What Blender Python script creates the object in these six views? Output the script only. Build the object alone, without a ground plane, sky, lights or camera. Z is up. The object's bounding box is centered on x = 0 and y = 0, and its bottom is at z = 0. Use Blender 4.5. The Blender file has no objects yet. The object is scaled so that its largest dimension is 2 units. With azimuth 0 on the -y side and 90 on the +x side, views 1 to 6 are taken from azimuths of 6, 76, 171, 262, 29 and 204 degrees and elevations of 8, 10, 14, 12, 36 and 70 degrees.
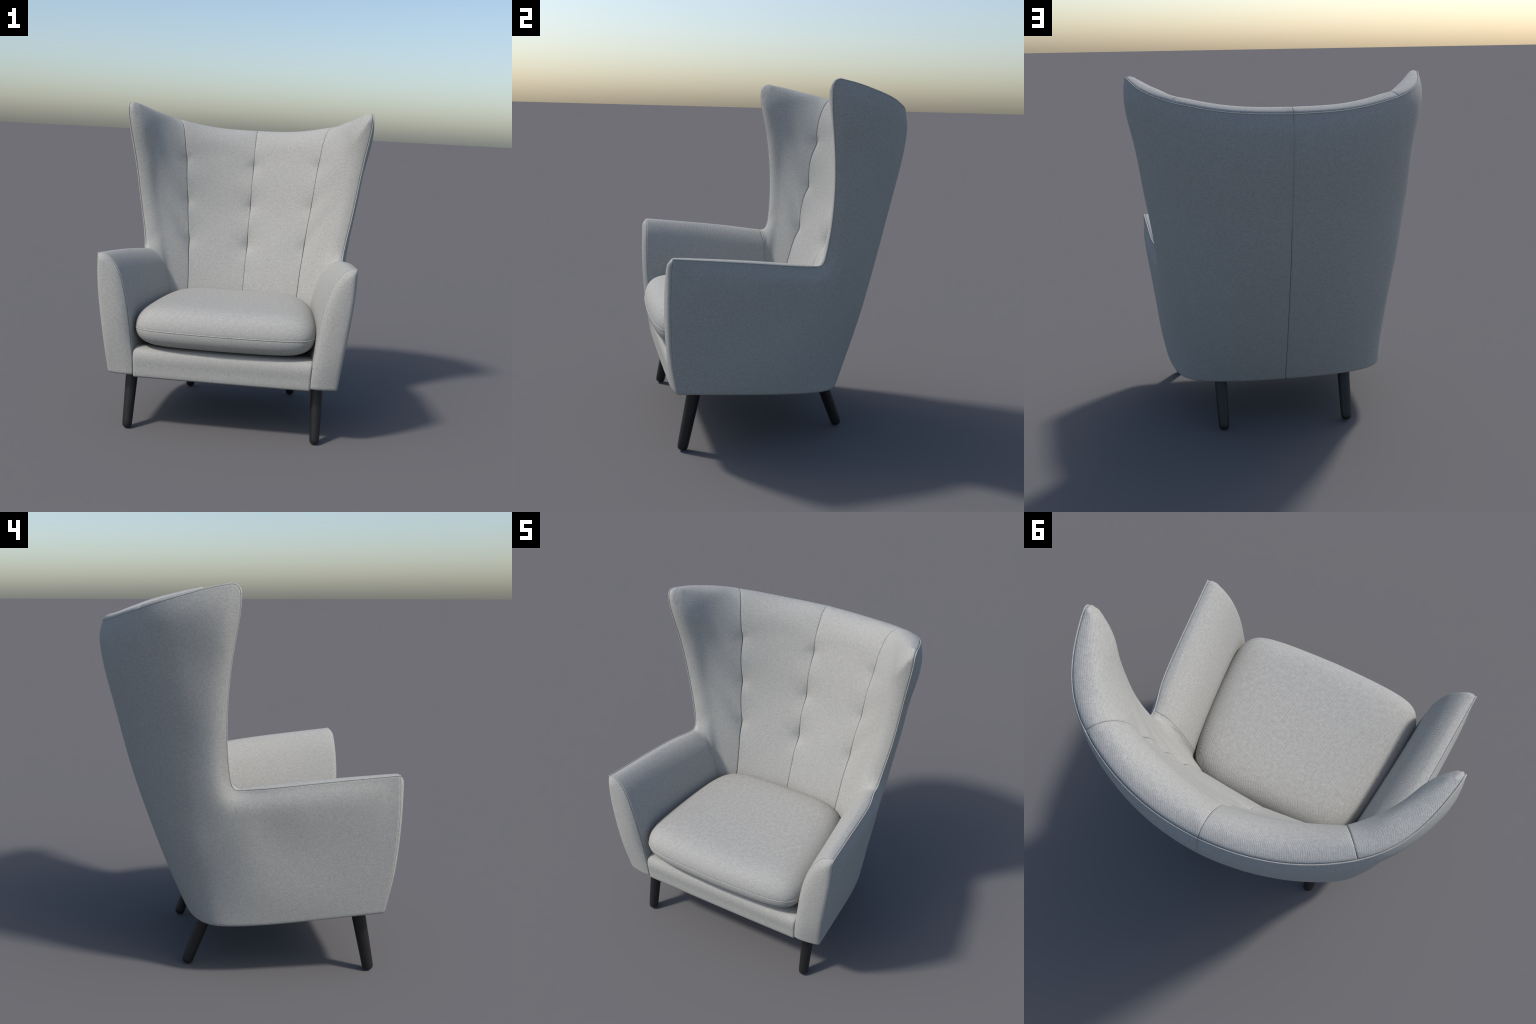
"""Mid-century wing chair: fabric shell with piped seams, tufted back, loose
seat cushion and four splayed black legs.  Everything is lofted from profile
curves (control points in metres) - see the comments at each part."""
import bpy, bmesh
import numpy as np
from mathutils import Vector

# ------------------------------------------------------------------ helpers
def A(*p):
    return np.array(p, float)

def spline(points, n=None, t=None, dens=40):
    """Natural cubic through control points by chord length; sampled at arc fractions."""
    p = np.asarray(points, float)
    k = np.r_[0, np.cumsum(np.sqrt(np.linalg.norm(np.diff(p, axis=0), axis=1)))]
    fine = np.linspace(0, k[-1], dens * len(p))
    q = spline_matrix(k)(fine) @ p
    a = np.r_[0, np.cumsum(np.linalg.norm(np.diff(q, axis=0), axis=1))]
    a /= a[-1]
    t = np.linspace(0, 1, n) if t is None else np.asarray(t)
    return np.stack([np.interp(t, a, q[:, i]) for i in range(p.shape[1])], -1)

def spline_matrix(k):
    n = len(k); h = np.diff(k); a = np.zeros((n, n)); r = np.zeros((n, n)); a[0, 0] = a[-1, -1] = 1
    for i in range(1, n - 1):
        a[i, i - 1:i + 2] = h[i - 1], 2 * (h[i - 1] + h[i]), h[i]
        r[i, i - 1:i + 2] = 6 / h[i - 1], -6 / h[i - 1] - 6 / h[i], 6 / h[i]
    m = np.linalg.solve(a, r)
    def at(z):
        z = np.clip(np.asarray(z, float).ravel(), k[0], k[-1])
        i = np.clip(np.searchsorted(k, z) - 1, 0, n - 2); hh = h[i]
        u = (k[i + 1] - z) / hh; v = (z - k[i]) / hh
        o = np.zeros((len(z), n)); row = np.arange(len(z)); o[row, i] += u; o[row, i + 1] += v
        return o + ((u**3 - u) * hh**2 / 6)[:, None] * m[i] + ((v**3 - v) * hh**2 / 6)[:, None] * m[i + 1]
    return at

def bspline_basis(n, s, k=3):
    kn = np.r_[np.zeros(k), np.linspace(0, 1, n - k + 1), np.ones(k)]
    s = np.clip(np.asarray(s, float), 0, 1 - 1e-9)
    b = np.array([(s >= kn[i]) & (s < kn[i + 1]) for i in range(len(kn) - 1)], float)
    for d in range(1, k + 1):
        c = []
        for i in range(len(kn) - 1 - d):
            l, r = kn[i + d] - kn[i], kn[i + d + 1] - kn[i + 1]
            c.append((0 * s if l == 0 else (s - kn[i]) / l * b[i]) + (0 * s if r == 0 else (kn[i + d + 1] - s) / r * b[i + 1]))
        b = np.array(c)
    return b.T

def unit(v):
    return v / (np.linalg.norm(v, axis=-1, keepdims=True) + 1e-12)

def seg_dist(p, poly):
    """distance of points to a polyline and the (fractional) index of the foot"""
    a = poly[:-1]; d = poly[1:] - a; l = (d**2).sum(1) + 1e-15
    best = np.full(len(p), 9.); idx = np.zeros(len(p))
    for i in range(len(a)):
        w = p - a[i]; t = np.clip(w @ d[i] / l[i], 0, 1)
        e = np.linalg.norm(w - t[:, None] * d[i], axis=1)
        m = e < best; best[m] = e[m]; idx[m] = i + t[m]
    return best, idx

def spaced(n, length, r, lo=True, hi=True):
    """0..1 parameters, crowded within a few r of the chosen ends"""
    e = A(0, .1, .3, .6, 1., 1.6, 2.6, 4.2) * r / length
    a = list(e) if lo else [0.]
    b = list(1 - e[::-1]) if hi else [1.]
    mid = np.linspace(a[-1], b[0], n + 2)[1:-1]
    return np.r_[a, mid, b]

LIP_R, SEAM_R, SEAM_FLAT = .006, .015, .004     # rounding of cloth into the rim seam / flat seams

def roll(d, r):
    d = np.clip(d, 0, r)
    return r - np.sqrt(np.maximum(r * r - (r - d)**2, 0))

def grid_normals(p):
    return unit(np.cross(np.gradient(p, axis=0), np.gradient(p, axis=1)))

# ------------------------------------------------------------------ outer shell
# plan sections of the outside, front edge -> centre back, at eight heights
LEVEL = A(.2, .45, .75, 1.05, 1.35, 1.65, 1.9, 2.1)
PLAN_X = A([.686, .665, .638, .635, .611, .512, .272, 0], [.709, .699, .694, .677, .612, .518, .288, 0],
           [.746, .733, .711, .675, .656, .540, .304, 0], [.770, .736, .719, .658, .708, .575, .297, 0],
           [.748, .706, .690, .726, .752, .611, .286, 0], [.707, .692, .729, .797, .762, .627, .258, 0],
           [.652, .715, .819, .830, .755, .597, .247, 0], [.596, .765, .824, .758, .692, .522, .261, 0])
PLAN_Y = A([-.75, -.609, -.376, -.079, .175, .260, .299, .299], [-.75, -.511, -.265, -.023, .196, .340, .406, .406],
           [-.75, -.414, -.153, .038, .221, .399, .515, .515], [-.75, -.322, -.042, .090, .222, .432, .608, .608],
           [-.75, -.247, .049, .145, .228, .493, .678, .678], [-.75, -.194, .088, .145, .297, .560, .732, .732],
           [-.75, -.179, .104, .174, .380, .582, .713, .713], [-.75, -.213, .025, .152, .382, .556, .633, .633])
_W = spline_matrix(LEVEL)

def outer_base(s, z):
    s = np.asarray(s, float); z = np.asarray(z, float); shp = np.broadcast(s, z).shape
    s = np.broadcast_to(s, shp).ravel(); z = np.broadcast_to(z, shp).ravel()
    w = _W(z); b = bspline_basis(8, s)
    p = np.stack([((w @ PLAN_X) * b).sum(1), ((w @ PLAN_Y) * b).sum(1), z], -1)
    return p.reshape(shp + (3,))

def outer_normal(s, z, surf=None):
    e = 2e-3; surf = surf or outer
    ds = surf(np.minimum(s + e, 1), z) - surf(np.maximum(s - e, 0), z)
    dz = surf(s, z + e) - surf(s, z - e)
    return unit(np.cross(ds, dz))          # points outwards on the +x side

def step(a, b, x):
    t = np.clip((x - a) / (b - a), 0, 1)
    return t * t * (3 - 2 * t)

def outer(s, z):
    """plan sections plus padding: the cloth swells away from the rim seam and at the rear corners"""
    p = outer_base(s, z); s2, z2 = np.broadcast_arrays(np.asarray(s, float), np.asarray(z, float))
    q = p.reshape(-1, 3); n = outer_normal(s2, z2, outer_base).reshape(-1, 3)
    d, i = seg_dist(q, rim_3d)
    amount = np.interp(np.interp(i, np.arange(len(rim_3d)), pad_at), *PAD)
    front = step(0, .16, q[:, 1] + .69)
    FADE = np.interp(i, [N_ARM - 20, N_ARM + 12, N_ARM + N_WING - 1, N_ARM + N_WING], [.25, .16, .12, .30])
    swell = amount * front * (1 - np.exp(-(d / .055)**2)) * np.exp(-(d / FADE)**2)
    ss, zz = s2.ravel(), z2.ravel()
    swell += .014 * np.exp(-((ss - .735) / .085)**2) * step(.50, .80, zz) * (1 - step(1.0, 1.35, zz))
    swell += .016 * np.exp(-((q[:, 1] - .05) / .10)**2) * (1 - np.exp(-(d / .05)**2)) * step(.55, .85, zz) * (1 - step(.98, 1.2, zz))
    return (q + n * swell[:, None]).reshape(p.shape)
# padding along the rim: 0 arm front .. 1 wing root .. 2 side seam .. 3 back centre
PAD = ([0, .4, .85, 1.05, 1.2, 1.6, 2, 3], [.012, .020, .027, .022, .009, .001, .008, .017])

def find_s(p):
    """section parameter of points lying (nearly) on the outer surface"""
    g = np.linspace(0, 1, 300); out = []
    for q in p:
        _, k = seg_dist(q[None], outer_base(g, np.full(300, q[2])))
        out.append(k[0] / 299.)
    return np.array(out)

def bottom_z(y):
    return .2992 - .0655 * y + .021 * y * y

# seam where the outside meets the upholstery: arm top, fillet, wing, crest, centre
ARM_TOP = A([.767, -.691, 1.087], [.744, -.431, 1.066], [.723, -.165, 1.042], [.692, .035, 1.0215], [.6815, .076, 1.0195])
WING_EDGE = A([.6815, .076, 1.0195], [.678, .100, 1.0205], [.6765, .117, 1.030], [.677, .127, 1.052], [.681, .135, 1.092],
              [.703, .147, 1.209], [.726, .152, 1.362], [.748, .146, 1.510], [.770, .130, 1.657], [.792, .108, 1.803],
              [.803, .098, 1.890], [.809, .096, 1.945], [.811, .102, 1.975], [.809, .122, 1.991], [.804, .150, 1.990],
              [.783, .230, 1.975], [.742, .350, 1.942], [.672, .468, 1.907], [.584, .551, 1.878])
CREST = A([.584, .551, 1.878], [.491, .606, 1.859], [.329, .676, 1.833], [.145, .717, 1.821], [0, .7315, 1.818])
FRONT = A([.767, -.691, 1.087], [.761, -.697, .916], [.740, -.693, .722], [.716, -.679, .531], [.694, -.651, bottom_z(-.651)])

def on_shell(curve):
    return np.stack([find_s(curve), curve[:, 2]], -1)

K_AT = .075                                   # fillet corner along the wing edge
arm_c, wing_c, crest_c = spline(ARM_TOP, 60), spline(WING_EDGE, 220), spline(CREST, 80)
rim_curve = np.vstack([arm_c[:-1], wing_c[:-1], crest_c])
front_c = spline(FRONT, 60)

def smooth1(a, n=3):
    for _ in range(n):
        b = a.copy(); b[1:-1] = (a[:-2] + 2 * a[1:-1] + a[2:]) / 4; a = b
    return a
rim_sz = on_shell(rim_curve); rim_sz[:, 0] = smooth1(rim_sz[:, 0], 2); rim_sz[-1, 0] = 1
rim_3d = outer_base(rim_sz[:, 0], rim_sz[:, 1])
pad_at = np.r_[np.linspace(0, 1, len(arm_c))[:-1], np.linspace(1, 2, len(wing_c))[:-1], np.linspace(2, 3, len(crest_c))]
front_sz = on_shell(front_c); front_sz[:, 0] = smooth1(front_sz[:, 0], 4); front_sz[0] = rim_sz[0]
front_3d = outer_base(front_sz[:, 0], front_sz[:, 1])
rim_n = outer_normal(rim_sz[:, 0], rim_sz[:, 1], outer_base)
rim_t = unit(np.gradient(rim_3d, axis=0))
rim_e = unit(np.cross(rim_n, rim_t))          # out of the panel, along the surface
if rim_e[5, 2] < 0: rim_e = -rim_e
front_t = unit(np.gradient(front_3d, axis=0)); front_n = outer_normal(front_sz[:, 0], front_sz[:, 1], outer_base)
front_e = unit(np.cross(front_n, front_t))
if front_e[5, 1] > 0: front_e = -front_e
N_ARM, N_WING = 59, 219

def coons(left, right, bot, top):
    """2-D transfinite grid: left/right (nv), bot/top (nu)"""
    nu, nv = len(bot), len(left)
    u = np.r_[0, np.cumsum(np.linalg.norm(np.diff(bot, axis=0), axis=1))]; u /= u[-1]
    w = np.r_[0, np.cumsum(np.linalg.norm(np.diff(top, axis=0), axis=1))]; w /= w[-1]
    v = np.r_[0, np.cumsum(np.linalg.norm(np.diff(left, axis=0), axis=1))]; v /= v[-1]
    v2 = np.r_[0, np.cumsum(np.linalg.norm(np.diff(right, axis=0), axis=1))]; v2 /= v2[-1]
    I = np.linspace(0, 1, nu)[:, None]
    V = (v[None] * (1 - I) + v2[None] * I)[..., None]
    J = V[..., 0]
    U = (u[:, None] * (1 - J) + w[:, None] * J)[..., None]
    P = (1 - U) * left[None] + U * right[None] + (1 - V) * bot[:, None] + V * top[:, None]
    P -= (1 - U) * (1 - V) * bot[0] + U * (1 - V) * bot[-1] + (1 - U) * V * top[0] + U * V * top[-1]
    return P

def at_frac(poly, t):
    a = np.r_[0, np.cumsum(np.linalg.norm(np.diff(poly, axis=0), axis=1))]; a /= a[-1]
    return np.stack([np.interp(t, a, poly[:, i]) for i in range(poly.shape[1])], -1)

def new_mesh(name, verts, faces, mat, parent=None, smooth=True):
    me = bpy.data.meshes.new(name)
    me.from_pydata([tuple(v) for v in verts], [], faces)
    bm = bmesh.new(); bm.from_mesh(me)
    bmesh.ops.remove_doubles(bm, verts=bm.verts, dist=1e-5)
    bm.to_mesh(me); bm.free()
    me.polygons.foreach_set("use_smooth", [smooth] * len(me.polygons))
    me.materials.append(mat)
    ob = bpy.data.objects.new(name, me)
    bpy.context.scene.collection.objects.link(ob)
    ob.parent = parent
    return ob

def grid_faces(nu, nv, off=0, flip=False):
    f = []
    for i in range(nu - 1):
        for j in range(nv - 1):
            a = off + i * nv + j
            q = (a, a + nv, a + nv + 1, a + 1)
            f.append(q[::-1] if flip else q)
    return f

def mirrored(name, verts, faces, mat, parent):
    """left and right copy of one side"""
    v = np.asarray(verts)
    a = new_mesh(name, v, faces, mat, parent)
    b = new_mesh(name, v * A(-1, 1, 1), [f[::-1] for f in faces], mat, parent)
    return a, b

# ------------------------------------------------------------------ materials
def fabric_material(name, around):
    """Grey twill melange. around=True runs the twill round the shell, else across the front."""
    m = bpy.data.materials.new(name); m.use_nodes = True
    nt = m.node_tree; nd, ln = nt.nodes, nt.links
    bsdf = nd["Principled BSDF"]
    tc = nd.new("ShaderNodeTexCoord")
    def noise(scale, detail=2., rough=.5, stretch=(1, 1, 1)):
        mp = nd.new("ShaderNodeMapping"); mp.inputs["Scale"].default_value = stretch
        ln.new(tc.outputs["Object"], mp.inputs["Vector"])
        n = nd.new("ShaderNodeTexNoise"); n.inputs["Scale"].default_value = scale
        n.inputs["Detail"].default_value = detail; n.inputs["Roughness"].default_value = rough
        ln.new(mp.outputs["Vector"], n.inputs["Vector"]); return n.outputs["Fac"]
    def math(op, a, b=None):
        n = nd.new("ShaderNodeMath"); n.operation = op
        for i, x in enumerate((a, b)):
            if x is None: continue
            if isinstance(x, (int, float)): n.inputs[i].default_value = x
            else: ln.new(x, n.inputs[i])
        return n.outputs[0]
    sep = nd.new("ShaderNodeSeparateXYZ"); ln.new(tc.outputs["Object"], sep.inputs[0])
    x, y, z = sep.outputs
    if around:
        run = math('ADD', math('MULTIPLY', math('ARCTAN2', y, x), .95), z)
    else:
        run = math('ADD', math('ADD', x, z), math('MULTIPLY', y, .9))
    wobble = math('MULTIPLY', noise(45., 2.), 3.2)
    wale = math('SINE', math('ADD', math('MULTIPLY', run, 2 * np.pi / .0098), wobble))
    yarn = noise(150., 3., .7)
    warp = noise(1., 3., .6, (330., 330., 45.))
    weft = noise(1., 3., .6, (45., 45., 330.))
    blotch = noise(60., 3., .6)
    mix = math('ADD', math('MULTIPLY', yarn, .40), math('MULTIPLY', blotch, .08))
    mix = math('ADD', mix, math('MULTIPLY', math('ADD', warp, weft), .26))
    mix = math('ADD', mix, math('MULTIPLY', wale, WALE))
    ramp = nd.new("ShaderNodeValToRGB")
    ramp.color_ramp.elements[0].position = .37; ramp.color_ramp.elements[1].position = .63
    ramp.color_ramp.elements[0].color = tuple(c * .80 for c in FAB) + (1,)
    ramp.color_ramp.elements[1].color = tuple(c * 1.20 for c in FAB) + (1,)
    ln.new(mix, ramp.inputs["Fac"]); ln.new(ramp.outputs["Color"], bsdf.inputs["Base Color"])
    bump = nd.new("ShaderNodeBump"); bump.inputs["Strength"].default_value = .2
    bump.inputs["Distance"].default_value = .001
    ln.new(math('ADD', yarn, math('MULTIPLY', wale, .15)), bump.inputs["Height"])
    ln.new(bump.outputs["Normal"], bsdf.inputs["Normal"])
    bsdf.inputs["Roughness"].default_value = .9
    bsdf.inputs["Specular IOR Level"].default_value = .25
    return m
WALE = .07

def plain_material(name, col, rough, spec=.5):
    m = bpy.data.materials.new(name); m.use_nodes = True
    nt = m.node_tree; b = nt.nodes["Principled BSDF"]
    n = nt.nodes.new("ShaderNodeTexNoise"); n.inputs["Scale"].default_value = 60.; n.inputs["Detail"].default_value = 4.
    tc = nt.nodes.new("ShaderNodeTexCoord"); nt.links.new(tc.outputs["Object"], n.inputs["Vector"])
    r = nt.nodes.new("ShaderNodeValToRGB")
    r.color_ramp.elements[0].color = tuple(c * .9 for c in col) + (1,)
    r.color_ramp.elements[1].color = tuple(c * 1.1 for c in col) + (1,)
    nt.links.new(n.outputs["Fac"], r.inputs["Fac"]); nt.links.new(r.outputs["Color"], b.inputs["Base Color"])
    b.inputs["Roughness"].default_value = rough; b.inputs["Specular IOR Level"].default_value = spec
    return m

FAB = (.338, .336, .318)
fabric = fabric_material("woven_grey_fabric", False)
shell_fabric = fabric_material("woven_grey_shell_fabric", True)
black_wood = plain_material("black_lacquered_wood", (.012, .012, .013), .42, .4)
dark_cloth = plain_material("black_dust_cloth", (.02, .02, .021), .95, .1)

chair = bpy.data.objects.new("wing_chair", None)
bpy.context.scene.collection.objects.link(chair)
chair["label"] = "pale grey fabric wing chair with tufted back and black legs"
chair["category"] = "wing armchair"

# ------------------------------------------------------------------ outer panels (one per side, joined by the back seam)
def flap(verts, faces, edge_ids, dirs, depth=.014):
    """tuck a hem strip inwards from a chain of edge vertices"""
    base = len(verts)
    verts += [verts[i] - np.asarray(d) * depth for i, d in zip(edge_ids, dirs)]
    for k in range(len(edge_ids) - 1):
        faces.append((edge_ids[k], edge_ids[k + 1], base + k + 1, base + k))

def build_outer():
    k = N_ARM + int(K_AT * N_WING)
    ksz = rim_sz[k]
    # shared inner line, from the fillet to the back seam
    tb = spaced(34, .95, SEAM_R)
    shared = np.stack([ksz[0] + (1 - ksz[0]) * tb, ksz[1] - .03 * tb], -1)
    ta = spaced(16, .80, SEAM_R, True, False)
    top_low = np.vstack([at_frac(rim_sz[:k + 1], ta)[:-1], shared])
    tv = spaced(18, .70, SEAM_R)
    front = at_frac(front_sz[::-1], tv)
    right = np.stack([np.ones(len(tv)), .2835 + (shared[-1, 1] - .2835) * tv], -1)
    # bottom edge: columns keep the spacing of the top line
    s0 = front[0, 0]
    f = np.r_[np.linspace(0, 1, 1)]
    cum = np.r_[0, np.cumsum(np.abs(np.diff(top_low[:, 0])))]; cum /= cum[-1]
    sb = s0 + (1 - s0) * (.65 * cum + .35 * cum)
    zb = np.full(len(sb), .31)
    for _ in range(6):
        zb = bottom_z(outer(sb, zb)[:, 1])
    bot = np.stack([sb, zb], -1)
    front[0] = bot[0]; right[:, 1] = bot[-1, 1] + (shared[-1, 1] - bot[-1, 1]) * tv
    low = coons(front, right, bot, top_low)
    tu = spaced(30, .95, SEAM_R, False, True)
    n_rim = len(rim_sz)
    # corner of the upper patch sits on the wing tip
    tip = N_ARM + int(np.argmax(rim_3d[N_ARM:, 2] - .6 * rim_3d[N_ARM:, 1]))
    left_up = at_frac(rim_sz[k:tip + 1], tu)
    top_up = at_frac(rim_sz[tip:], tb)
    right_up = np.stack([np.ones(len(tu)), shared[-1, 1] + (rim_sz[-1, 1] - shared[-1, 1]) * tu], -1)
    up = coons(left_up, right_up, shared, top_up)
    verts, faces = [], []
    border = np.vstack([front_3d[::-1][:-1], rim_3d])
    gdir = unit(np.vstack([front_n[::-1][:-1], rim_n]))
    botl = outer(bot[:, 0], bot[:, 1])
    for g in (low, up):
        s, z = np.clip(g[..., 0], 0, 1), g[..., 1]
        p = outer(s, z).reshape(-1, 3); n = outer_normal(s, z).reshape(-1, 3)
        d, i = seg_dist(p, border)
        gd = unit(np.stack([np.interp(i, np.arange(len(border)), gdir[:, c]) for c in range(3)], -1))
        lip = np.where(i < len(front_3d) - 1, .004, LIP_R)
        q = p - gd * (lip - np.sqrt(np.maximum(lip**2 - np.maximum(lip - d, 0)**2, 0)))[:, None]
        q -= n * roll(np.abs(p[:, 0]), SEAM_FLAT)[:, None]
        db, _ = seg_dist(p, botl)
        q -= n * roll(db, .016)[:, None]
        q[np.abs(p[:, 0]) < 1e-6, 0] = .0006
        faces += grid_faces(g.shape[0], g.shape[1], len(verts), flip=False)
        verts += list(q)
    # hem strips
    nl, nv = low.shape[:2]; nu2, nv2 = up.shape[:2]; off = nl * nv
    chain = [j for j in range(nv)]                                   # front edge upwards
    chain += [i * nv + nv - 1 for i in range(1, len(ta))]            # arm top
    chain += [off + j for j in range(1, nv2)]                        # wing edge
    chain += [off + i * nv2 + nv2 - 1 for i in range(1, nu2)]        # crest
    P = np.array([verts[c] for c in chain]); d, i = seg_dist(P, border)
    gd = unit(np.stack([np.interp(i, np.arange(len(border)), gdir[:, c]) for c in range(3)], -1))
    flap(verts, faces, chain, gd)
    seam = [(nl - 1) * nv + j for j in range(nv)] + [off + (nu2 - 1) * nv2 + j for j in range(1, nv2)]
    flap(verts, faces, seam, [A(0, 1, 0)] * len(seam), .012)
    hem = [i * nv for i in range(nl)]
    flap(verts, faces, hem, [unit(np.array(verts[h]) * A(1, 1, 0) - A(0, -.2, 0)) for h in hem], .03)
    return verts, faces, botl

v, f, bottom_outline = build_outer()
shells = mirrored("outer_panel", v, f, shell_fabric, chair)

# ------------------------------------------------------------------ inner upholstery: taut cloth between seams
def taut(u0, u1, v0, v1, leads=(), pulls=(), w_edge=400., alpha=1.):
    """Thin-plate sheet through four border curves: u0,u1 (nv,3), v0,v1 (nu,3).
    leads = (i, j border, i, j next, direction): the cloth leaves the border that way."""
    nu, nv = len(v0), len(u0); N = nu * nv
    idx = np.arange(N).reshape(nu, nv)
    rows, rhs = [], []
    fixed = {}
    for j in range(nv): fixed[idx[0, j]] = u0[j]; fixed[idx[-1, j]] = u1[j]
    for i in range(nu): fixed[idx[i, 0]] = v0[i]; fixed[idx[i, -1]] = v1[i]
    free = [n for n in range(N) if n not in fixed]; pos = {n: c for c, n in enumerate(free)}
    M = np.zeros((len(free), len(free))); R = np.zeros((len(free), 3))
    F = np.zeros((N, 3))
    for n, p in fixed.items(): F[n] = p
    def stencil(ids, cs, w=1.):
        fi = [(pos[n], c) for n, c in zip(ids, cs) if n in pos]
        b = -sum((c * F[n] for n, c in zip(ids, cs) if n in fixed), np.zeros(3))
        for a, ca in fi:
            R[a] += w * ca * b
            for q, cq in fi: M[a, q] += w * ca * cq
    for i in range(nu):
        for j in range(nv):
            if 0 < i < nu - 1: stencil((idx[i-1, j], idx[i, j], idx[i+1, j]), (1, -2, 1), alpha)
            if 0 < j < nv - 1: stencil((idx[i, j-1], idx[i, j], idx[i, j+1]), (1, -2, 1))
            if i < nu - 1 and j < nv - 1:
                stencil((idx[i, j], idx[i+1, j], idx[i, j+1], idx[i+1, j+1]), (1, -1, -1, 1), 2 * alpha**.5)
    # only the sideways part of the first step is penalised -> couples x,y,z
    n = len(free); big = np.zeros((3 * n, 3 * n)); rb = np.zeros(3 * n)
    for c in range(3): big[c*n:(c+1)*n, c*n:(c+1)*n] = M; rb[c*n:(c+1)*n] = R[:, c]
    for (i0, j0, i, j, d, *w) in leads:
        Q = (w[0] if w else w_edge) * (np.eye(3) - np.outer(d, d))
        a = pos[idx[i, j]]; q0 = Q @ F[idx[i0, j0]]
        for c in range(3):
            rb[c*n + a] += q0[c]
            for e in range(3): big[c*n + a, e*n + a] += Q[c, e]
    for (i, j, w, target) in pulls:
        a = pos[idx[i, j]]
        for c in range(3): big[c*n + a, c*n + a] += w; rb[c*n + a] += w * target[c]
    F[free] = np.linalg.solve(big, rb).reshape(3, n).T
    return F.reshape(nu, nv, 3)

def top_leads(dirs):
    """leads for the v0 border, all but the corners"""
    return [(i, 0, i, 1, dirs[i]) for i in range(1, len(dirs) - 1)]

WING_LIFT = [.10, .35, .45, .55]
WING_ALPHA = 1.5
NOSE_R = ([0, .1, .3, .55, .68, .85, 1], [.13, .125, .115, .115, .070, .088, .084])
NOSE_W, NOSE_TURN = 2., ([0, .3, .6, 1], [.75, 1.05, 1.2, 1.15])
def refine(G, us, vs):
    a = spline_matrix(np.linspace(0, 1, G.shape[0]))(us); b = spline_matrix(np.linspace(0, 1, G.shape[1]))(vs)
    return np.einsum('ia,jb,abc->ijc', a, b, G)

BUTTONS, TUFT = [], .0042

def panel(name, G, fu, fv, ru=(1, 1), rv=(1, 0), rims=(2,), r=SEAM_R, flip=False, hemdepth=.014, groove=None):
    """finish a cloth sheet: fine grid, rolled and hemmed edges"""
    L = lambda q: np.linalg.norm(np.diff(q, axis=0), axis=1).sum()
    lu = np.mean([L(G[:, j]) for j in (G.shape[1]//3, G.shape[1]//2)]); lv = np.mean([L(G[i]) for i in (0, G.shape[0]//2, -1)])
    us = spaced(fu, lu, r, ru[0], ru[1]); vs = spaced(fv, lv * 1.6, r, rv[0], rv[1])
    P = refine(G, us, vs); n = grid_normals(P); nu, nv = P.shape[:2]
    if flip: n = -n
    for b in BUTTONS:                                    # pulled-in tufts with short fan-shaped pulls
        r_ = P - b; d2 = (r_**2).sum(-1)
        P = P - A(0, -.95, .30) * (TUFT * np.exp(-d2 / .034**2) + .5 * TUFT * np.exp(-(r_[..., 2] / .026)**2 - (r_[..., 0]**2 + r_[..., 1]**2) / .055**2))[..., None]
    n = grid_normals(P) * (-1 if flip else 1)
    p, n = P.reshape(-1, 3), n.reshape(-1, 3); q = p.copy()
    nn = n.reshape(nu, nv, 3)
    sides = [(ru[0], P[0], nn[3]), (ru[1], P[-1], nn[-4]), (rv[0], P[:, 0], nn[:, 3]), (rv[1], P[:, -1], nn[:, -4])]
    ids = np.arange(nu * nv).reshape(nu, nv)
    chains = [ids[0], ids[-1], ids[:, 0], ids[:, -1]]
    hems = []
    for k, ((on, line, g), ch) in enumerate(zip(sides, chains)):
        if not on: continue
        g_is_rim = k in rims
        if g_is_rim: g = rim_dir(line)
        d, i = seg_dist(p, line)
        gd = unit(np.stack([np.interp(i, np.arange(len(line)), g[:, c]) for c in range(3)], -1))
        if groove and k in groove:
            gd = groove[k](line); gd = unit(np.stack([np.interp(i, np.arange(len(line)), gd[:, c]) for c in range(3)], -1))
        q -= gd * roll(d, r if g_is_rim else SEAM_FLAT * (1.7 if groove and k in groove else 1))[:, None]
        hems.append((list(ch), g))
    verts = list(q); faces = grid_faces(nu, nv, 0, flip)
    for ch, g in hems: flap(verts, faces, ch, g, hemdepth)
    return verts, faces

def rim_dir(line):
    """groove direction along the outer seam"""
    d, i = seg_dist(line, rim_3d)
    g = rim_n * .95 + rim_e * .3
    return unit(np.stack([np.interp(i, np.arange(len(rim_3d)), g[:, c]) for c in range(3)], -1))

def rim_lead(line, lift):
    """direction in which the inner cloth leaves the rim; lift = share of 'up'"""
    d, i = seg_dist(line, rim_3d)
    n = np.stack([np.interp(i, np.arange(len(rim_3d)), rim_n[:, c]) for c in range(3)], -1)
    e = np.stack([np.interp(i, np.arange(len(rim_3d)), rim_e[:, c]) for c in range(3)], -1)
    return unit(-n + e * np.asarray(lift)[:, None])

def nose_at(i, radius, phi, arc):
    """point of the padded nose `arc` away from rim position i: an arc of the given
    radius leaving the seam at angle phi above 'inwards'"""
    pick = lambda q: np.stack([np.interp(i, np.arange(len(q)), q[:, c]) for c in range(3)], -1)
    psi = phi - arc / radius
    return pick(rim_3d) - unit(pick(rim_n)) * (radius * (np.sin(phi) - np.sin(psi)))[:, None] \
        + unit(pick(rim_e)) * (radius * (np.cos(psi) - np.cos(phi)))[:, None]

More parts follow.
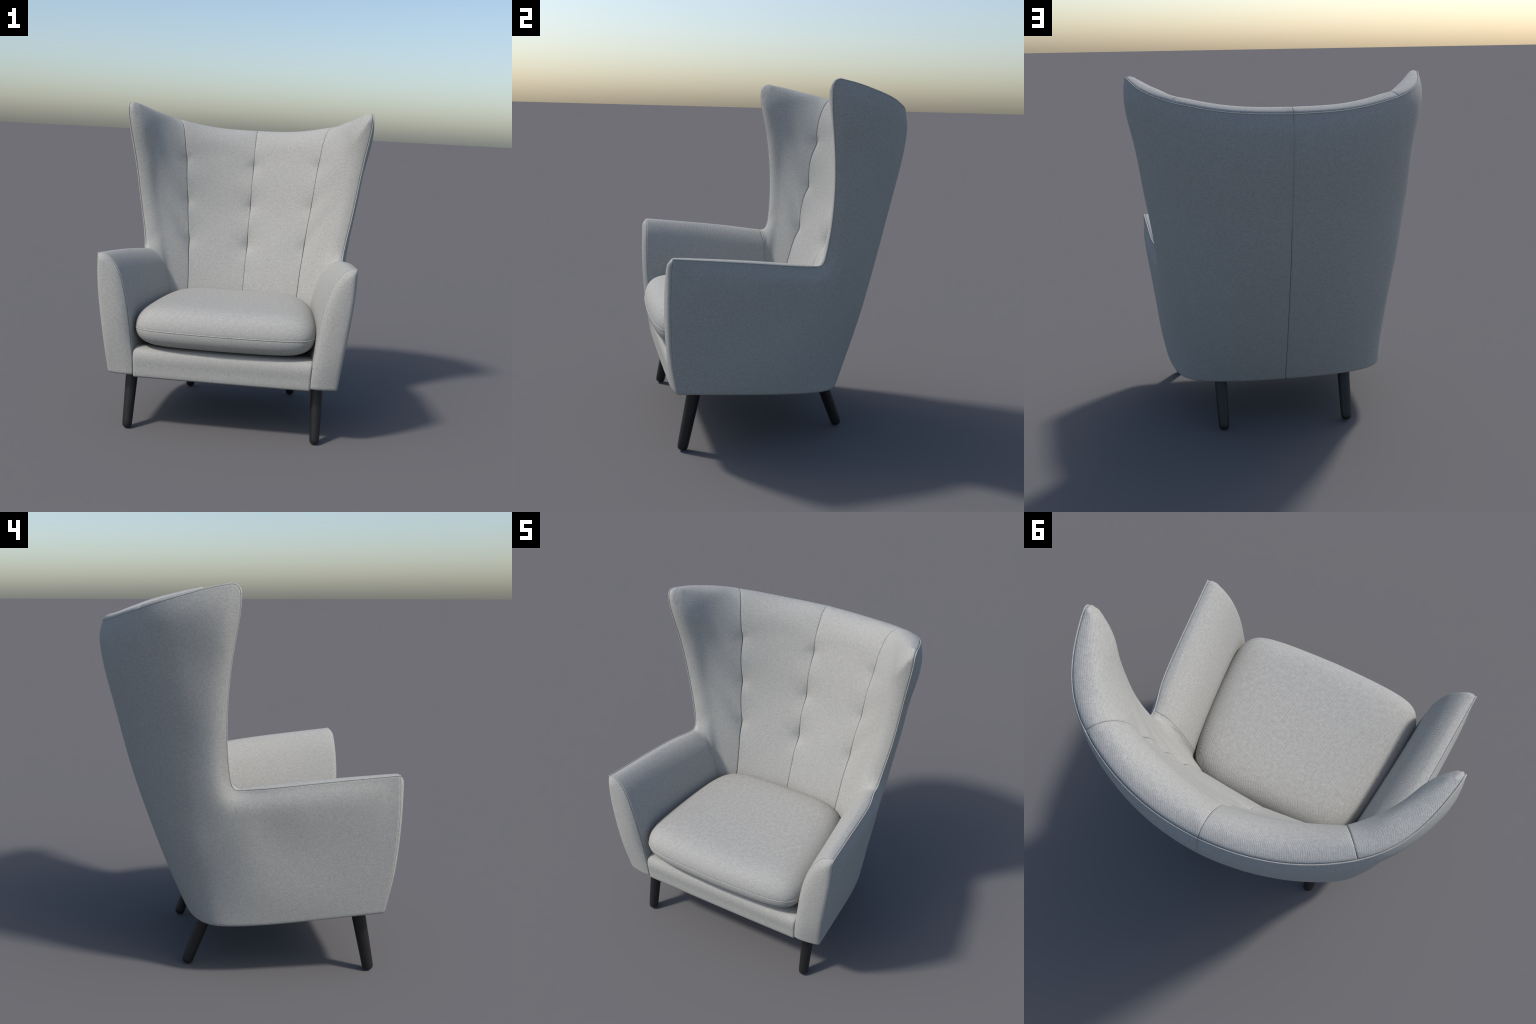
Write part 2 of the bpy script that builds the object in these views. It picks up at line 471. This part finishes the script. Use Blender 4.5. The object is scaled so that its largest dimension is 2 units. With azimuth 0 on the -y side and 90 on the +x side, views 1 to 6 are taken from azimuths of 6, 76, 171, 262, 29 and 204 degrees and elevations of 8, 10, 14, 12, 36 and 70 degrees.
def rim_pulls(line, u0, u1, radius, phi, rows, weight, fade=4, maxturn=1.5):
    """soft targets for the first rows of a sheet hanging from the rim"""
    nu = len(line); t = np.linspace(0, 1, nu)[:, None]
    l0 = np.r_[0, np.cumsum(np.linalg.norm(np.diff(u0, axis=0), axis=1))][1:rows + 1]
    l1 = np.r_[0, np.cumsum(np.linalg.norm(np.diff(u1, axis=0), axis=1))][1:rows + 1]
    arcs = l0[None] * (1 - t) + l1[None] * t
    _, at = seg_dist(line, rim_3d); res = []
    for j in range(rows):
        q = nose_at(at, radius, phi, arcs[:, j])
        for i in range(1, nu - 1):
            w = weight * min(1, i / fade) * min(1, (nu - 1 - i) / fade)
            if arcs[i, j] / radius[i] - phi[i] < maxturn:
                res.append((i, j + 1, w, q[i]))
    return res

def ease(n, k=.5):
    t = np.linspace(0, 1, n); return (1 - k) * t + k * t * t

# seams of the inside (control points, right-hand side)
ARM_FRONT = A([.767, -.691, 1.087], [.735, -.689, 1.091], [.698, -.690, 1.076], [.660, -.693, 1.036], [.630, -.696, .986], [.590, -.698, .857],
              [.567, -.693, .728], [.551, -.684, .600], [.540, -.683, .477], [.535, -.674, .354])
ARM_WING = A([.6815, .076, 1.0195], [.650, .074, 1.022], [.609, .072, 1.005], [.570, .076, .970], [.542, .079, .931], [.505, .077, .832], [.482, .075, .733], [.462, .072, .60], [.452, .07, .49])
SIDE_SEAM = A([.584, .551, 1.878], [.556, .523, 1.902], [.528, .487, 1.894], [.505, .454, 1.859], [.490, .427, 1.804], [.480, .411, 1.751],
              [.473, .402, 1.695], [.464, .398, 1.641], [.458, .388, 1.593], [.451, .364, 1.533], [.445, .350, 1.468], [.439, .346, 1.405],
              [.432, .340, 1.342], [.424, .315, 1.276], [.416, .297, 1.209], [.409, .287, 1.140], [.402, .279, 1.071], [.395, .246, .989],
              [.387, .219, .905], [.382, .196, .820], [.377, .172, .735], [.370, .132, .61], [.364, .095, .49])
MID_SEAM = A([0, .7315, 1.818], [0, .719, 1.833], [0, .697, 1.846], [0, .673, 1.8505], [0, .642, 1.842], [0, .604, 1.814], [0, .560, 1.750],
             [0, .526, 1.679], [0, .514, 1.602], [0, .485, 1.534], [0, .454, 1.466], [0, .442, 1.391], [0, .432, 1.315], [0, .396, 1.249],
             [0, .366, 1.180], [0, .357, 1.106], [0, .341, 1.035], [0, .294, .970], [0, .264, .893], [0, .234, .816], [0, .208, .738],
             [0, .165, .61], [0, .125, .49])
SIDE_SEAM[0] = rim_3d[N_ARM + N_WING]; MID_SEAM[0] = rim_3d[-1]; ARM_WING[0] = rim_3d[N_ARM]
ARM_FRONT[0] = rim_3d[0]

BUTTONS += [A(.462, .397, 1.630), A(.4325, .341, 1.338), A(.4015, .279, 1.068), A(0, .512, 1.592), A(0, .433, 1.312), A(0, .343, 1.044)]

# back: two panels between the side seams and the middle seam
nv = 45
side_c, mid_c = spline(SIDE_SEAM, t=ease(nv)), spline(MID_SEAM, t=ease(nv))
nu = 15
crest3 = at_frac(rim_3d[N_ARM + N_WING:], np.linspace(0, 1, nu)); crest3[-1, 0] = 0
low_t = np.linspace(0, 1, nu)[:, None]
low3 = side_c[-1] * (1 - low_t) + mid_c[-1] * low_t; low3[:, 1] += .012 * np.sin(np.pi * low_t[:, 0] / 2) * 0
lead = rim_lead(crest3, np.tan(np.linspace(.90, 1.04, nu)))
G = taut(side_c, mid_c, crest3, low3, top_leads(lead),
         rim_pulls(crest3, side_c, mid_c, np.full(nu, .084), np.linspace(.90, 1.04, nu), 5, 150., 1.01, 1.2))
uu = np.linspace(0, 1, nu)[:, None]; zz = G[..., 2]
G[..., 1] += .013 * np.sin(np.pi * uu) * step(1.05, 1.3, zz) * (1 - step(1.65, 1.8, zz))
v, f = panel("back_panel", G, 22, 120, ru=(1, 1), rv=(1, 0))
v = [q if q[0] > .0004 else A(.0004, q[1], q[2]) for q in map(np.asarray, v)]
mirrored("back_panel", v, f, fabric, chair)

# wings: left border = wing edge, top = crest to the side seam, right = side seam, bottom = arm seam
nu, nv = 20, 46
tip = int(np.argmax(rim_3d[N_ARM:, 2] - .6 * rim_3d[N_ARM:, 1]))
wing_rim = rim_3d[N_ARM:N_ARM + N_WING + 1]
cross = ease(nu, .4); rise = 1 - ease(nv, .4)[::-1]
left3 = at_frac(wing_rim[:tip + 1], rise)
top3 = at_frac(wing_rim[tip:], cross)
right3 = at_frac(spline(SIDE_SEAM, 400)[::-1], rise)
aw = np.vstack([spline(ARM_WING, 200), SIDE_SEAM[-1]])
bot3 = at_frac(aw, cross)
leads = [(0, j, 1, j, d) for j, d in list(enumerate(rim_lead(left3, np.interp(rise, [0, .06, .2, 1], WING_LIFT))))[1:-1]]
leads += [(i, nv - 1, i, nv - 2, d) for i, d in list(enumerate(rim_lead(top3, np.interp(cross, [0, 1], [.65, 1.26]))))[1:-1]]
# padded nose: soft targets near the rim, placed by their distance from it on the shell
flat = coons(at_frac(rim_sz[N_ARM:tip + N_ARM + 1], rise), np.stack([np.full(nv, rim_sz[N_ARM + N_WING, 0]), rim_sz[N_ARM, 1] + rise * (rim_sz[N_ARM + N_WING, 1] - rim_sz[N_ARM, 1])], -1),
             np.stack([rim_sz[N_ARM, 0] + cross * (rim_sz[N_ARM + N_WING, 0] - rim_sz[N_ARM, 0]), np.full(nu, rim_sz[N_ARM, 1])], -1), at_frac(rim_sz[N_ARM + tip:N_ARM + N_WING + 1], cross))
flat3 = outer_base(flat[..., 0], flat[..., 1])
leads = [l for l in leads if np.linalg.norm(flat3[l[0], l[1]] - wing_rim[tip]) > .06]
dist, at = seg_dist(flat3.reshape(-1, 3), rim_3d)
along = np.clip((at - N_ARM) / N_WING, 0, 1)
radius = np.interp(along, *NOSE_R); phi = np.interp(along, [0, .06, .25, .6, .8, 1], [.10, .35, .45, .58, .78, .90])
goal = nose_at(at, radius, phi, dist)
turn = dist / radius - phi
pulls = []
for a in range(1, nu - 1):
    for c in range(1, nv - 1):
        k = a * nv + c
        w = NOSE_W * (1 + 25 * (1 - step(.03, .10, np.linalg.norm(flat3[a, c] - wing_rim[tip])))) * (1 - step(.2, np.interp(along[k], *NOSE_TURN), turn[k])) * step(-.06, .09, along[k]) * min(1, (nu - 1 - a) / 4)
        if w > 1e-3: pulls.append((a, c, w, goal[k]))
G = taut(left3, right3, bot3, top3, leads, pulls, alpha=WING_ALPHA)
v, f = panel("wing", G, 60, 80, ru=(1, 1), rv=(1, 1), rims=(0, 3), flip=True)
mirrored("wing", v, f, fabric, chair)

# arms: inside cover from the front seam back to the wing
nu, nv = 15, 27
arm3 = at_frac(rim_3d[:N_ARM + 1], np.linspace(0, 1, nu))
i = np.argmax(spline(ARM_FRONT, 400)[:, 2] < .49)
af_c, aw_c = at_frac(spline(ARM_FRONT, 400)[:i], ease(nv)), spline(ARM_WING, t=ease(nv))
low_t = np.linspace(0, 1, nu)[:, None]
low3 = af_c[-1] * (1 - low_t) + aw_c[-1] * low_t
G = taut(af_c, aw_c, arm3, low3, top_leads(rim_lead(arm3, np.full(nu, .16))))
G[..., 2] += .011 * np.sin(np.pi * np.linspace(0, 1, nu))[:, None]**.6 * np.interp(np.linspace(0, 1, nv), [0, .12, .3, .6], [0, 1, .8, 0])
G[..., 0] -= .005 * np.sin(np.pi * np.linspace(0, 1, nu))[:, None]**.6 * np.interp(np.linspace(0, 1, nv), [0, .2, .4, .8], [0, .8, 1, 0])
def front_groove(line):
    """between the inside of the arm and its front facing: half way between both faces"""
    t = np.gradient(line, axis=0); n = unit(np.stack([-t[:, 2], 0 * t[:, 0], t[:, 0]], -1))
    n[n[:, 2] < 0] *= -1
    return unit(n + A(0, -1, 0))
v, f = panel("arm", G, 26, 60, groove={0: front_groove})
arms = mirrored("arm", v, f, fabric, chair)

# arm fronts: slim padded facing between the outer front edge and the inner arm seam
def build_facing():
    nv, nu = 44, 9
    t = spaced(26, .74, SEAM_R, True, True)
    a = at_frac(front_3d - front_n * .003, t); b = at_frac(spline(ARM_FRONT, 400), t)
    b[-1, 2] = bottom_z(b[-1, 1])
    w = np.r_[0, .01, .03, .06, .1, .16, .24, .35, .5, .65, .8, .9, .95, .98, 1]
    width = np.linalg.norm(b - a, axis=1)
    P = a[None] * (1 - w)[:, None, None] + b[None] * w[:, None, None]
    do, di = w[:, None] * width[None], (1 - w)[:, None] * width[None]
    soft = lambda d, r: np.sqrt(np.clip(1 - (1 - np.clip(d / r, 0, 1))**2, 0, 1))
    plump = (np.minimum(1, width / .07) * (.45 + .55 * step(.35, .62, a[:, 2])))[None] * (.014 + .010 * np.sin(np.pi * w[:, None]))
    P[..., 1] -= plump * soft(do, .024) * np.sin(np.pi / 2 * np.clip(di / .04, 0, 1))
    upper = step(.47, .56, b[:, 2])[None]
    P -= front_groove(b)[None] * (roll(di, SEAM_FLAT * 1.7) * upper)[..., None]
    P[..., 1] += roll(di, SEAM_FLAT) * (1 - upper)
    nu, nv = P.shape[:2]
    p = P.reshape(-1, 3); q = p.copy()
    d, _ = seg_dist(p, P[:, -1]); q[:, 1] += roll(d, .016); q[:, 0] -= roll(d, .016) * np.repeat((1 - w)**2, nv)
    verts = list(q); ids = np.arange(nu * nv).reshape(nu, nv); faces = grid_faces(nu, nv, 0, True)
    for ch in (ids[0], ids[-1], ids[:, -1]):
        flap(verts, faces, list(ch), [A(0, -1, 0)] * len(ch), .012)
    return verts, faces
v, f = build_facing()
fa, fb = mirrored("arm_front", v, f, fabric, chair)
fa.parent, fb.parent = arms

# front rail under the cushion
def build_rail():
    prof = spline(A([-.664, .336], [-.674, .352], [-.679, .40], [-.684, .445], [-.684, .474], [-.676, .498], [-.658, .514], [-.630, .521], [-.57, .521], [-.50, .512]), 40)
    prof[0, 1] = bottom_z(-.66) - .0
    half = spaced(14, .535, .014, False, True)
    xs = np.r_[-half[::-1], half[1:]]
    P = np.zeros((len(xs), len(prof), 3))
    for i, x in enumerate(xs):
        e = .5355 + .0008 * 0
        wid = np.interp(prof[:, 1], [.35, .477, .53], [.534, .5385, .541])
        P[i, :, 0] = x * wid; P[i, :, 1] = prof[:, 0] - .003 * (1 - x * x); P[i, :, 2] = prof[:, 1]
    n = grid_normals(P)
    d = (1 - np.abs(xs))[:, None] * .535 * np.ones(len(prof))
    P = P - (n if n[len(xs)//2, 8, 1] < 0 else -n) * roll(d, .012)[..., None]
    verts = list(P.reshape(-1, 3)); nu, nv = P.shape[:2]; ids = np.arange(nu * nv).reshape(nu, nv)
    faces = grid_faces(nu, nv, 0, False)
    flap(verts, faces, list(ids[:, 0]), [A(0, -1, 0)] * nu, .03)
    return verts, faces
v, f = build_rail()
new_mesh("front_rail", v, f, fabric, chair)

# deck the cushion rests on, and the dust cloth underneath
def sheet(name, outline, z, mat, drop=0.):
    c = outline.mean(0); ring = [outline * k + c * (1 - k) for k in (1, .66, .33)]
    verts = [A(p[0], p[1], z(p[1]) if callable(z) else z) for r_ in ring for p in r_] + [A(c[0], c[1], z(c[1]) if callable(z) else z)]
    n = len(outline); faces = []
    for k in range(2):
        for i in range(n): faces.append((k*n + i, k*n + (i+1) % n, (k+1)*n + (i+1) % n, (k+1)*n + i))
    for i in range(n): faces.append((2*n + i, 2*n + (i+1) % n, 3*n))
    return new_mesh(name, verts, faces, mat, chair)
half = A([.56, -.6], [.53, -.3], [.49, .05], [.40, .16], [.2, .19])
sheet("seat_deck", np.vstack([half, half[::-1] * A(-1, 1)]), .508, fabric)
b = bottom_outline[::3, :2] - unit(bottom_outline[::3, :2] - A(0, -.1)) * .02
b = np.vstack([A(0.4, -.655), A(.53, -.655), b[1:-1]])
sheet("dust_cover", np.vstack([b, b[::-1] * A(-1, 1)]), lambda y: bottom_z(y) + .003, dark_cloth)

# ------------------------------------------------------------------ seat cushion
def build_cushion():
    half = A([0, -.748], [.16, -.744], [.32, -.735], [.43, -.719], [.497, -.690], [.532, -.640], [.547, -.57], [.543, -.42], [.529, -.25],
             [.507, -.08], [.478, .045], [.440, .122], [.384, .168], [.30, .196], [.15, .207], [0, .209])
    h = spline(half, 70); h[0, 0] = h[-1, 0] = 0
    out = np.vstack([h, h[-2:0:-1] * A(-1, 1)])
    n = len(out); zs = .647; verts = []; faces = []
    rho = 1 - np.linspace(0, 1, 40)**1.7
    cx = A(0, -.28)
    def layer(r_, z):
        return [A(*(cx + (p - cx) * r_), z) for p in out]
    H, B = .133, .120
    rings = []
    for r_ in rho[:0:-1] if False else []: pass
    top = [(r_, zs + .002 + H * (1 - r_**8.)**.5) for r_ in rho]
    bot = [(r_, zs - .002 - B * (1 - r_**8.)**.5) for r_ in rho]
    seq = bot[::-1] + [(.9985, zs)] + top
    for r_, z in seq: verts += layer(max(r_, 1e-4), z)
    for k in range(len(seq) - 1):
        for i in range(n):
            faces.append((k*n + i, k*n + (i+1) % n, (k+1)*n + (i+1) % n, (k+1)*n + i))
    return verts, faces, out, zs
v, f, cushion_outline, zs = build_cushion()
cushion = new_mesh("seat_cushion", v, f, fabric, chair)

def tube(path, radius, closed=True, k=8):
    n = len(path); t = unit(np.roll(path, -1, 0) - np.roll(path, 1, 0)) if closed else unit(np.gradient(path, axis=0)); verts = []; faces = []
    up = A(0, 0, 1)
    for p, d in zip(path, t):
        s_ = unit(np.cross(d, up)); u_ = np.cross(s_, d)
        for a in range(k):
            an = 2 * np.pi * a / k; verts.append(p + radius * (np.cos(an) * s_ + np.sin(an) * u_))
    for i in range(n if closed else n - 1):
        for a in range(k):
            j = (i + 1) % n; b_ = (a + 1) % k
            faces.append((i*k + a, j*k + a, j*k + b_, i*k + b_))
    if not closed: faces += [tuple(range(k)), tuple(range(n*k - 1, n*k - k - 1, -1))]
    return verts, faces
pv, pf = tube(np.column_stack([cushion_outline, np.full(len(cushion_outline), zs)]), .0028)
new_mesh("piping", pv, pf, fabric, cushion)
# welt sewn into the seam round the arms, wings and crest
welt = at_frac(rim_3d - rim_n * .0028 + rim_e * .0002, np.linspace(0, 1, 420))
wv, wf = tube(welt, .0035, False)
for panel_ob, side in zip(shells, (1, -1)):
    new_mesh("welt", np.array(wv) * A(side, 1, 1), [f_[::side] for f_ in wf], shell_fabric, panel_ob)

# ------------------------------------------------------------------ legs: splayed, tapered, rounded foot
def leg_mesh():
    prof = [(.0, 0), (.012, .0008), (.020, .004), (.0255, .010), (.0285, .018), (.0298, .028), (.0305, .05), (.0365, .31), (.0375, .36)]
    n = 32; verts = []; faces = []
    for r_, z in prof:
        for i in range(n):
            a = 2 * np.pi * i / n; verts.append(A(max(r_, 1e-5) * np.cos(a), max(r_, 1e-5) * np.sin(a), z))
    for k in range(len(prof) - 1):
        for i in range(n): faces.append((k*n + i, k*n + (i+1) % n, (k+1)*n + (i+1) % n, (k+1)*n + i))
    return verts, faces
lv, lf = leg_mesh()
LEGS = [((.577, -.612, 0), (.571, -.553, .304)), ((.360, .338, 0), (.364, .236, .262))]
leg_me = None
for foot, top in LEGS:
    for sx in (1, -1):
        foot_v = Vector((foot[0] * sx, foot[1], foot[2])); top_v = Vector((top[0] * sx, top[1], top[2]))
        if leg_me is None:
            ob = new_mesh("leg", lv, lf, black_wood, chair); leg_me = ob.data
        else:
            ob = bpy.data.objects.new("leg", leg_me); bpy.context.scene.collection.objects.link(ob); ob.parent = chair
        ob.rotation_mode = 'QUATERNION'
        ob.rotation_quaternion = Vector((0, 0, 1)).rotation_difference((top_v - foot_v).normalized())
        ob.location = foot_v + Vector((0, 0, .003 if foot[1] > 0 else .001))
